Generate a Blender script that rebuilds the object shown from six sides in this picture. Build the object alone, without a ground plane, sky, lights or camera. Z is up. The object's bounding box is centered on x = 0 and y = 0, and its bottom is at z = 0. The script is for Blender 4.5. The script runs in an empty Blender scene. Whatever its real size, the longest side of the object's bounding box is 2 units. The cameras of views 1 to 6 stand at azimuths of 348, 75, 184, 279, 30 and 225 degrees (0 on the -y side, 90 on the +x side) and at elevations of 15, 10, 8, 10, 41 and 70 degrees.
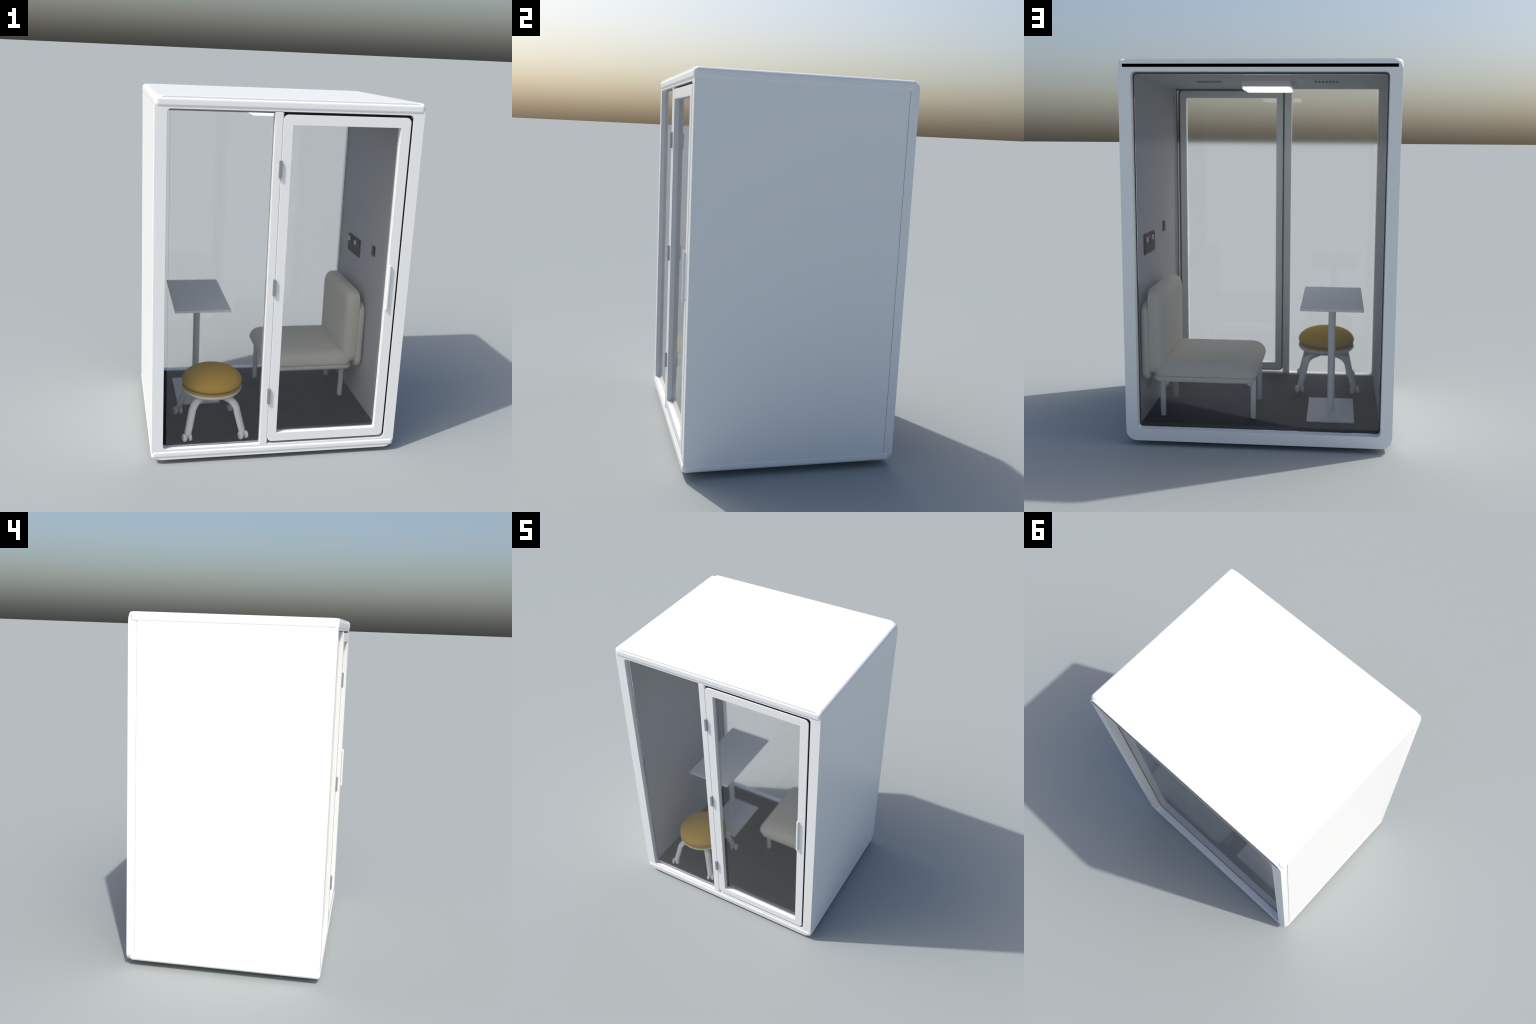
"""Single-person office phone pod: white rounded frame, glazed front with a hinged
door, glazed back, and inside it a two-layer bench seat, a pedestal table and a
stool on twin-wheel castors.  Metres, z up, front of the pod faces -y."""
import bpy, bmesh, math
from math import sin, cos, pi, radians, sqrt
from mathutils import Vector

# ---------------------------------------------------------------- materials
def principled(name, base, rough=0.5, metallic=0.0, spec=0.5, grain=0.0, grain_scale=60.0,
               stretch=(1, 1, 1), bump=0.0, bump_scale=200.0, emit=None, emit_strength=0.0,
               transmission=0.0, ior=1.5, sheen=0.0):
    m = bpy.data.materials.new(name)
    m.use_nodes = True
    nt = m.node_tree
    b = nt.nodes["Principled BSDF"]
    b.inputs["Base Color"].default_value = (*base, 1)
    b.inputs["Roughness"].default_value = rough
    b.inputs["Metallic"].default_value = metallic
    b.inputs["Specular IOR Level"].default_value = spec
    b.inputs["IOR"].default_value = ior
    b.inputs["Transmission Weight"].default_value = transmission
    if sheen:
        b.inputs["Sheen Weight"].default_value = sheen
    if emit:
        b.inputs["Emission Color"].default_value = (*emit, 1)
        b.inputs["Emission Strength"].default_value = emit_strength
    if grain or bump:
        tc = nt.nodes.new("ShaderNodeTexCoord")
        mp = nt.nodes.new("ShaderNodeMapping")
        mp.inputs["Scale"].default_value = stretch
        nt.links.new(tc.outputs["Object"], mp.inputs["Vector"])
    if grain:
        n = nt.nodes.new("ShaderNodeTexNoise")
        n.inputs["Scale"].default_value = grain_scale
        n.inputs["Detail"].default_value = 4
        nt.links.new(mp.outputs["Vector"], n.inputs["Vector"])
        r = nt.nodes.new("ShaderNodeValToRGB")
        r.color_ramp.elements[0].position = 0.3
        r.color_ramp.elements[1].position = 0.7
        r.color_ramp.elements[0].color = (*[c * (1 - grain) for c in base], 1)
        r.color_ramp.elements[1].color = (*[min(1, c * (1 + grain)) for c in base], 1)
        nt.links.new(n.outputs["Fac"], r.inputs["Fac"])
        nt.links.new(r.outputs["Color"], b.inputs["Base Color"])
    if bump:
        n2 = nt.nodes.new("ShaderNodeTexNoise")
        n2.inputs["Scale"].default_value = bump_scale
        n2.inputs["Detail"].default_value = 2
        nt.links.new(mp.outputs["Vector"], n2.inputs["Vector"])
        bp = nt.nodes.new("ShaderNodeBump")
        bp.inputs["Strength"].default_value = bump
        bp.inputs["Distance"].default_value = 0.001
        nt.links.new(n2.outputs["Fac"], bp.inputs["Height"])
        nt.links.new(bp.outputs["Normal"], b.inputs["Normal"])
    return m


WHITE = principled("white_powder_coat", (0.84, 0.85, 0.842), rough=0.33)
LINER = principled("grey_acoustic_liner", (0.50, 0.52, 0.555), rough=0.9, spec=0.2, grain=0.02, grain_scale=300)
DARK = principled("dark_rubber_seal", (0.02, 0.02, 0.021), rough=0.7)
GASKET = principled("grey_glazing_gasket", (0.07, 0.072, 0.076), rough=0.7)
BLACK = principled("flat_black", (0.0, 0.0, 0.0), rough=1.0, spec=0.0)
SLOT = principled("vent_slot_shadow", (0.02, 0.02, 0.02), rough=0.9)
CARPET = principled("charcoal_plank_floor", (0.0090, 0.0120, 0.0185), rough=0.64, spec=0.30, grain=0.75, grain_scale=6,
                    stretch=(0.6, 14, 1))
GLASS = principled("clear_glazing", (1, 1, 1), rough=0.05, transmission=1.0, ior=1.45)
STEEL = principled("satin_steel", (0.36, 0.375, 0.40), rough=0.42, metallic=0.6)
BEIGE = principled("beige_upholstery", (0.72, 0.70, 0.612), rough=0.95, spec=0.15, bump=0.15, bump_scale=500, grain=0.03, grain_scale=400)
MUSTARD = principled("mustard_upholstery", (0.61, 0.365, 0.034), rough=0.95, spec=0.15, bump=0.15, bump_scale=500, grain=0.03, grain_scale=400)
PALE = principled("pale_painted_metal", (0.86, 0.87, 0.875), rough=0.4)
TABLETOP = principled("near_white_tabletop", (0.93, 0.94, 0.96), rough=0.5)  # near-white with a slight blue cast
CHARCOAL = principled("charcoal_plastic", (0.006, 0.006, 0.007), rough=0.6, spec=0.2)
ROCKER = principled("white_plastic_rocker", (0.8, 0.8, 0.8), rough=0.4)
RED = principled("red_indicator", (0.8, 0.03, 0.02), rough=0.4, emit=(1, 0.05, 0.04), emit_strength=0.4)
LAMP = principled("lit_diffuser", (0.9, 0.9, 0.9), rough=0.5, emit=(1, 1, 1), emit_strength=2.0)

# ---------------------------------------------------------------- mesh tools
BASE = Vector((0, 0, 0))      # base of the thing under construction


def thing(name, at, label, category):
    global BASE
    e = bpy.data.objects.new(name, None)
    bpy.context.scene.collection.objects.link(e)
    e.location = at
    e.empty_display_size = 0.1
    e["label"], e["category"] = label, category
    BASE = Vector(at)
    return e


def finish(name, bm, mat, parent, bevel=0.0, seg=3, angle=30, smooth=True):
    for v in bm.verts:
        v.co -= BASE
    bmesh.ops.recalc_face_normals(bm, faces=bm.faces)
    me = bpy.data.meshes.new(name)
    bm.to_mesh(me)
    bm.free()
    me.materials.append(mat)
    if smooth:
        me.shade_smooth()
        if not bevel:
            me.set_sharp_from_angle(angle=radians(38))
    ob = bpy.data.objects.new(name, me)
    bpy.context.scene.collection.objects.link(ob)
    ob.parent = parent
    if bevel:
        md = ob.modifiers.new("rounded_edges", "BEVEL")
        md.width = bevel
        md.segments = seg
        md.limit_method = "ANGLE"
        md.angle_limit = radians(angle)
        md.harden_normals = True
        md.use_clamp_overlap = True
    return ob


def add_box(bm, x0, x1, y0, y1, z0, z1):
    v = [bm.verts.new((x, y, z)) for x in (x0, x1) for y in (y0, y1) for z in (z0, z1)]
    for f in ((0, 1, 3, 2), (4, 6, 7, 5), (0, 4, 5, 1), (2, 3, 7, 6), (0, 2, 6, 4), (1, 5, 7, 3)):
        bm.faces.new([v[i] for i in f])


def box(name, xs, ys, zs, mat, parent, bevel=0.0, seg=3):
    bm = bmesh.new()
    add_box(bm, *xs, *ys, *zs)
    return finish(name, bm, mat, parent, bevel, seg)


def rounded_rect(a0, a1, b0, b1, r, n=10):
    """Closed outline of a rounded rectangle, counter-clockwise, 4*(n+1) points."""
    r = max(r, 1e-4)
    pts = []
    for cx, cy, t0 in ((a1 - r, b1 - r, 0), (a0 + r, b1 - r, 90), (a0 + r, b0 + r, 180), (a1 - r, b0 + r, 270)):
        for i in range(n + 1):
            t = radians(t0 + 90 * i / n)
            pts.append((cx + r * cos(t), cy + r * sin(t)))
    return pts


def add_ring_prism(bm, outer, inner, y0, y1):
    """Frame between two outlines in the xz plane, from y0 to y1."""
    loops = [[bm.verts.new((x, y, z)) for x, z in pl] for y in (y0, y1) for pl in (outer, inner)]
    of, inf, ob, inb = loops
    n = len(of)
    for i in range(n):
        j = (i + 1) % n
        for a, b in ((of, inf), (inf, inb), (inb, ob), (ob, of)):
            bm.faces.new((a[i], a[j], b[j], b[i]))


def frame(name, o, ro, i, ri, ys, mat, parent, bevel=0.0, seg=2):
    bm = bmesh.new()
    add_ring_prism(bm, rounded_rect(*o, ro), rounded_rect(*i, ri), *ys)
    return finish(name, bm, mat, parent, bevel, seg)


def add_loft(bm, rings, cap=True):
    """Skin a list of equal-length closed point rings."""
    vs = [[bm.verts.new(p) for p in r] for r in rings]
    n = len(vs[0])
    for a, b in zip(vs, vs[1:]):
        for i in range(n):
            j = (i + 1) % n
            bm.faces.new((a[i], a[j], b[j], b[i]))
    if cap:
        bm.faces.new(list(reversed(vs[0])))
        bm.faces.new(vs[-1])


def add_tube(bm, path, radii, n=20, squash=1.0):
    """Sweep a circle along a path with per-point radii; ends closed with domes by the caller's radii."""
    path = [Vector(p) for p in path]
    rings = []
    side = None
    for k, p in enumerate(path):
        t = (path[min(k + 1, len(path) - 1)] - path[max(k - 1, 0)]).normalized()
        if side is None:
            ref = Vector((0, 0, 1)) if abs(t.z) < 0.9 else Vector((1, 0, 0))
            side = t.cross(ref).normalized()
        side = (side - t * side.dot(t)).normalized()
        up = side.cross(t)
        r = radii[k]
        rings.append([p + side * (r * cos(2 * pi * i / n)) + up * (r * squash * sin(2 * pi * i / n)) for i in range(n)])
    add_loft(bm, rings)


def add_lathe(bm, cx, cy, profile, n=64):
    rings = [[(cx + r * cos(2 * pi * i / n), cy + r * sin(2 * pi * i / n), z) for i in range(n)] for r, z in profile]
    add_loft(bm, rings)


def add_pillow(bm, a, b, corner, low, seam, axis, wall=0.0, shoulder=0.0, inset=0.04, swell=0.0, ramp=0.19, rim=0.012):
    """Upholstered slab with a rounded-rectangle outline (spans a and b).  Without a
    shoulder it is a flat pad between the low and seam planes.  With one, the side
    runs straight up for the wall height, rounds over an elliptical shoulder and ends
    in a crown that swells gently and levels out at the ramp distance."""
    rings = []

    def ring(d, h):
        r = rounded_rect(a[0] + d, a[1] - d, b[0] + d, b[1] - d, max(corner - d * .5, 0.012), 10)
        rings.append([axis(p, q, h) for p, q in r])
    half = (seam - low) / 2
    for k in range(0, 13):
        t = -pi / 2 + (pi / 2 if shoulder else pi) * k / 12
        ring(rim * (1 - cos(t)), low + half + half * sin(t))
    if shoulder:
        h0 = low + half + wall
        ring(0, h0)
        steps = [inset * (1 - cos(pi / 2 * k / 12)) for k in range(1, 13)] + [inset + (ramp - inset) * k / 10 for k in range(1, 11)]
        for d in steps:
            e = min(d / inset, 1)
            ring(d, h0 + shoulder * sqrt(1 - (1 - e) ** 2) + swell * (1 - (1 - d / ramp) ** 2.2))
    add_loft(bm, rings)


# ================================================================= THE POD
HX, TOP, BOT = 0.700, 1.9994, 0.026           # half width, top and underside of the frame
YF, YB = -0.548, 0.561                       # front and back faces
OPEN = (-0.638, 0.638, 0.090, 1.937)         # clear opening
pod = thing("office_phone_pod", (0, 0, 0), "white glazed office phone pod with hinged glass door", "office pod")

outer = (-HX, HX, BOT, TOP)
frame("frame", outer, 0.057, OPEN, 0.020, (YF, -0.500), WHITE, pod, 0.0015)
frame("frame", outer, 0.057, OPEN, 0.020, (0.5145, YB), WHITE, pod, 0.0015)
frame("shell", (-0.696, 0.696, BOT + .004, TOP - .004), 0.053, (-0.6505, 0.6505, 0.075, 1.945), 0.004, (-0.4995, 0.514), WHITE, pod)
for s in (-1, 1):
    xs = sorted((s * 0.655, s * 0.7008))
    box("wall_panel", xs, (-0.503, 0.510), (0.060, 1.962), WHITE, pod, 0.0005, 2)
box("roof_panel", (-0.7025, 0.7025), (-0.5522, 0.554), (1.9375, 2.0000), WHITE, pod, 0.023, 8)
box("floor_panel", (-0.7025, 0.7025), (-0.5522, 0.546), (0.0335, 0.0840), WHITE, pod, 0.020, 8)
box("black_strip", (-0.678, 0.678), (0.550, YB + .0006), (1.9585, 1.9742), BLACK, pod)
for sx in (-1, 1):
    for sy in (-1, 1):
        bm = bmesh.new()
        add_lathe(bm, sx * .52, sy * .38, [(.028, 0), (.03, .003), (.03, .009), (.01, .012), (.01, .04)], 32)
        finish("levelling_foot", bm, DARK, pod)

# ---- interior lining
for s in (-1, 1):
    w = box("wall_lining", sorted((s * .643, s * .650)), (-.4995, .5143), (.085, 1.93), LINER, pod)
    bm = bmesh.new()
    for k in range(3):
        z = .232 + .016 * k
        add_box(bm, *sorted((s * .6425, s * .645)), .222, .338, z - .0025, z + .0025)
    g = finish("wall_vent", bm, SLOT, w)
ceiling = box("ceiling_lining", (-.650, .650), (-.4995, .5100), (1.925, 1.936), LINER, pod)
for s in (-1, 1):
    bm = bmesh.new()
    for k in range(7):
        x = s * (.264 + .0198 * k)
        add_box(bm, x - .0058, x + .0058, .012, .136, 1.9244, 1.930)
    finish("ceiling_vent", bm, SLOT, ceiling)
floor = box("floor_covering", (-.650, .650), (-.506, .5143), (.078, .0885), CARPET, pod)

# ---- ceiling lamp
bm = bmesh.new()
add_loft(bm, [[(x, y, z) for x, y in rounded_rect(-.134 + i, .141 - i, -.115 + i, .150 - i, .014, 6)]
              for i, z in ((0, 1.9255), (0, 1.902), (.0015, 1.896), (.004, 1.8935), (.008, 1.893))])
lamp = finish("ceiling_lamp", bm, WHITE, pod)
bm = bmesh.new()
add_loft(bm, [[(x, y, z) for x, y in rounded_rect(-.126 + i, .132 - i, -.106 + i, .142 - i, .012, 6)]
              for i, z in ((0, 1.8935), (0, 1.885), (.002, 1.881), (.006, 1.879))])
finish("diffuser", bm, LAMP, lamp)

# ---- glazing
box("mullion", (-.097, -.057), (YF - .0005, -.500), (.0905, 1.9345), WHITE, pod, .002, 2)
box("mullion_rebate", (-.090, -.0533), (-.5458, -.5005), (.092, 1.933), WHITE, pod)
box("glass_pane", (-.620, -.104), (-.5265, -.5185), (.092, 1.927), GLASS, pod)
box("glass_pane", (-.6315, .6315), (.5060, .5133), (.0888, 1.9247), GLASS, pod)

frame("glazing_gasket", (-.6375, .6375, .0905, 1.9365), .0195, (-.632, .632, .0914, 1.9285), .014, (.5105, .5142), GASKET, pod)

# ---- door
door = frame("door", (-.053, .6275, .104, 1.9235), .026, (-.003, .575, .155, 1.871), .005, (YF - .0005, -.542), WHITE, pod, .0015)
frame("door_rail", (-.043, .614, .114, 1.914), .020, (-.0025, .5745, .1555, 1.8705), .005, (-.5422, -.509), WHITE, door, .001)
frame("door_seal", (-.0525, .6268, .1047, 1.9228), .0255, (-.0425, .6135, .1145, 1.9135), .0195, (-.5415, -.5095), DARK, door)
box("gap_shadow_strip", (.6362, .6384), (-.5420, -.5050), (.108, 1.920), DARK, pod)  # dark sliver modelled on the reveal to draw the shade inside the door gap
box("door_stop", (-.0525, .6375), (-.519, -.5045), (1.9145, 1.9362), DARK, door)
box("glass_pane", (-.0015, .5735), (-.5225, -.5145), (.1565, 1.8695), GLASS, door)
bm = bmesh.new()
add_box(bm, .5735, .5865, -.5625, -.5515, .877, 1.134)
handle = finish("handle", bm, WHITE, door, .0035, 3)
for z in (1.122, .891):
    box("handle_post", (.5755, .5845), (-.5545, -.5475), (z - .0055, z + .0055), WHITE, handle, .001, 2)
first = None
for z in (1.6485, 1.0155, .3855):
    if first is None:
        first = box("hinge", (-.0675, -.0520), (-.5605, -.540), (z - .0445, z + .0445), STEEL, door, .002, 2)
        z0 = z
    else:
        h = first.copy()
        h.location.z += z - z0
        bpy.context.scene.collection.objects.link(h)

# ---- sockets and light switch on the right-hand wall
for y0 in (.113, .233):
    y1 = y0 + .111
    pl = None
    bm = bmesh.new()
    add_loft(bm, [[(x, y, z) for y, z in rounded_rect(y0 + i, y1 - i, .986 + i, 1.100 - i, .008, 5)]
                  for i, x in ((0, .6435), (0, .638), (.003, .6355), (.006, .635))])
    pl = finish("socket_plate", bm, CHARCOAL, pod)
    box("rocker_switch", (.6250, .636), (y0 + .0715, y0 + .0815), (1.055, 1.083), ROCKER, pl, .002, 2)
    bm = bmesh.new()
    add_lathe(bm, 0, 0, [(.0042, .0105), (.0044, .012), (.0036, .0138), (.001, .0142)], 16)
    for v in bm.verts:
        v.co = Vector((.6355 - v.co.z, y0 + .042 + v.co.x, 1.078 + v.co.y))
    finish("indicator_light", bm, RED, pl)
    bm = bmesh.new()
    add_lathe(bm, 0, 0, [(.003, 0), (.003, .0106)], 12)
    for v in bm.verts:
        v.co = Vector((.6355 - v.co.z, y0 + .042 + v.co.x, 1.078 + v.co.y))
    finish("indicator_stem", bm, CHARCOAL, pl)
    bm = bmesh.new()
    for dy, dz, w, h in ((.0, .018, .004, .010), (-.016, -.006, .010, .004), (.016, -.006, .010, .004)):
        yc, zc = y0 + .056 + dy, 1.012 + dz
        add_box(bm, .6345, .6365, yc - w, yc + w, zc - h, zc + h)
    finish("socket_hole", bm, BLACK, pl)
bm = bmesh.new()
add_loft(bm, [[(x, y, z) for y, z in rounded_rect(-.150 + i, -.100 - i, 1.067 + i, 1.128 - i, .008, 5)]
              for i, x in ((0, .6435), (0, .639), (.003, .6365), (.006, .636))])
finish("light_switch", bm, CHARCOAL, pod)

# ================================================================= BENCH SEAT
FL = .0885                                     # interior floor level
bench = thing("bench_seat", (.30, .185, FL), "beige upholstered single seat with tall back", "lounge chair")
flat = lambda p, q, h: (p, q, h)               # slab lying in xy
YS = (-.090, .460)
bm = bmesh.new()
add_pillow(bm, (.030, .583), YS, .052, .317, .352, flat, rim=.016)
finish("seat_base", bm, BEIGE, bench)
bm = bmesh.new()
add_pillow(bm, (.016, .575), (YS[0] - .002, YS[1] + .002), .050, .350, .362, flat, wall=.004, shoulder=.060, inset=.066, swell=.020, rim=.008)
finish("seat_cushion", bm, BEIGE, bench)
away = lambda p, q, h: (-h, p, q)              # slab in yz, crown towards -x
bm = bmesh.new()
add_pillow(bm, YS, (.354, .819), .060, -.600, -.586, away, wall=.027, shoulder=.042, inset=.045, swell=.016, rim=.008)
finish("backrest_cushion", bm, BEIGE, bench)
bm = bmesh.new()
add_pillow(bm, (YS[0] - .004, YS[1] + .004), (.320, .746), .060, -.637, -.597, away, rim=.014)
finish("backrest_shell", bm, BEIGE, bench)
leg0 = None
for x in (.047, .549):
    for y in (.027, .342):
        if leg0 is None:
            bm = bmesh.new()
            r = .0155
            ends = [(FL + r * .5 * (1 - cos(t)), r * (.55 + .45 * sin(t))) for t in (0, .5, 1.0, pi / 2)]
            add_tube(bm, [(x, y, z) for z, _ in ends] + [(x, y, .325)], [q for _, q in ends] + [r], 24)
            leg0 = finish("leg", bm, PALE, bench)
            lx, ly = x, y
        else:
            o = leg0.copy()
            o.location = (x - lx, y - ly, 0)
            bpy.context.scene.collection.objects.link(o)
for y in (.027, .342):
    bm = bmesh.new()
    add_box(bm, .05, .546, y - .010, y + .010, .296, .316)
    for x, s in ((.055, 1), (.541, -1)):       # corner gussets
        a = [(x, .300), (x + s * .045, .300), (x, .262)]
        f0 = [bm.verts.new((p, y - .005, q)) for p, q in a]
        f1 = [bm.verts.new((p, y + .005, q)) for p, q in a]
        bm.faces.new(f0); bm.faces.new(f1[::-1])
        for i in range(3):
            j = (i + 1) % 3
            bm.faces.new((f0[i], f0[j], f1[j], f1[i]))
    finish("seat_rail", bm, PALE, bench)

# ================================================================= TABLE
table = thing("pedestal_table", (-.377, .179, FL), "small pale rectangular table on a single post", "table")
box("tabletop", (-.542, -.212), (-.128, .486), (.7305, .7455), TABLETOP, table, .0025, 2)
bm = bmesh.new()
add_lathe(bm, -.377, .179, [(.0205, .094), (.0205, .731)], 32)
finish("post", bm, PALE, table)
box("foot_plate", (-.507, -.247), (-.012, .372), (FL, .0975), PALE, table, .002, 2)

# ================================================================= STOOL
CX, CY = -.340, -.292
stool = thing("castor_stool", (CX, CY, FL), "round mustard stool on four white castor legs", "stool")
bm = bmesh.new()
prof = [(.120, .3640), (.146, .3640)]
for k in range(0, 7):
    t = -pi / 2 + (pi / 2) * k / 6
    prof.append((.152 + .0205 * cos(t), .385 + .0208 * sin(t)))
for k in range(1, 25):
    t = (pi / 2) * k / 24
    prof.append((max(.1725 * cos(t) ** .92, .002), .385 + .078 * sin(t) ** 1.05))
add_lathe(bm, CX, CY, prof, 72)
finish("cushion", bm, MUSTARD, stool)
bm = bmesh.new()
add_lathe(bm, CX, CY, [(.10, .346), (.166, .346), (.1695, .348), (.1705, .351), (.1690, .355), (.164, .358), (.154, .3595), (.12, .3600)], 72)
finish("seat_band", bm, MUSTARD, stool)
bm = bmesh.new()
add_lathe(bm, CX, CY, [(.02, .298), (.075, .300), (.110, .306), (.145, .317), (.164, .329), (.1715, .339), (.1725, .344), (.1715, .3472), (.168, .3478), (.10, .3470)], 72)
finish("seat_dish", bm, PALE, stool)
feet = ((-.497, -.462), (-.178, -.467), (-.518, -.125), (-.184, -.119))
axis = Vector((1, .30, 0)).normalized()
wheel0 = None
for fx, fy in feet:
    d = Vector((fx - CX, fy - CY, 0))
    R = d.length
    d.normalize()
    c = Vector((CX, CY, 0))
    bend = []
    for r, z in ((.04, .302), (.09, .300), (.125, .298)):
        bend.append((r, z))
    for k in range(1, 9):                      # quarter bend from level to steep
        t = (pi / 2 - .13) * k / 8
        bend.append((.125 + .065 * sin(t), .298 - .062 * (1 - cos(t))))
    bend.append((.125 + .0645 + (R - .1995) * .5, .19))
    bend.append((R - .008, .134))
    bend.append((R - .006, .129))
    bm = bmesh.new()
    rad = [.018, .0205, .022] + [.0225] * 8 + [.0222, .0215, .018]
    add_tube(bm, [c + d * r + Vector((0, 0, z)) for r, z in bend], rad, 24, .78)
    leg = finish("leg", bm, PALE, stool)
    bm = bmesh.new()
    hub = Vector((fx, fy, .1115))
    add_tube(bm, [hub + Vector((0, 0, -.004)), hub + Vector((0, 0, .024))], [.008, .009], 16)
    add_tube(bm, [hub - axis * .02, hub + axis * .02], [.006, .006], 12)
    finish("castor_fork", bm, PALE, leg)
    for s in (-1, 1):
        if wheel0 is None:
            bm = bmesh.new()
            rr = [(.004, .0095), (.016, .0095), (.020, .0085), (.0225, .006), (.023, .002), (.023, -.003), (.021, -.007), (.016, -.008), (.004, -.008)]
            sd = Vector((-axis.y, axis.x, 0))
            w = hub - axis * .0155
            rings = [[w - axis * h + sd * (q * cos(2 * pi * i / 32)) + Vector((0, 0, q * sin(2 * pi * i / 32))) for i in range(32)] for q, h in rr]
            add_loft(bm, rings)
            wheel0 = finish("castor_wheel", bm, PALE, leg)
            hub0 = hub.copy()
        else:
            o = wheel0.copy()
            o.parent = leg
            if s < 0:
                o.location = hub - hub0
            else:                              # mirrored partner: half turn about the castor axis
                o.rotation_euler = (0, 0, pi)
                local = hub0 - BASE
                turned = Vector((-local.x, -local.y, local.z))
                o.location = (hub - BASE) - turned
            bpy.context.scene.collection.objects.link(o)
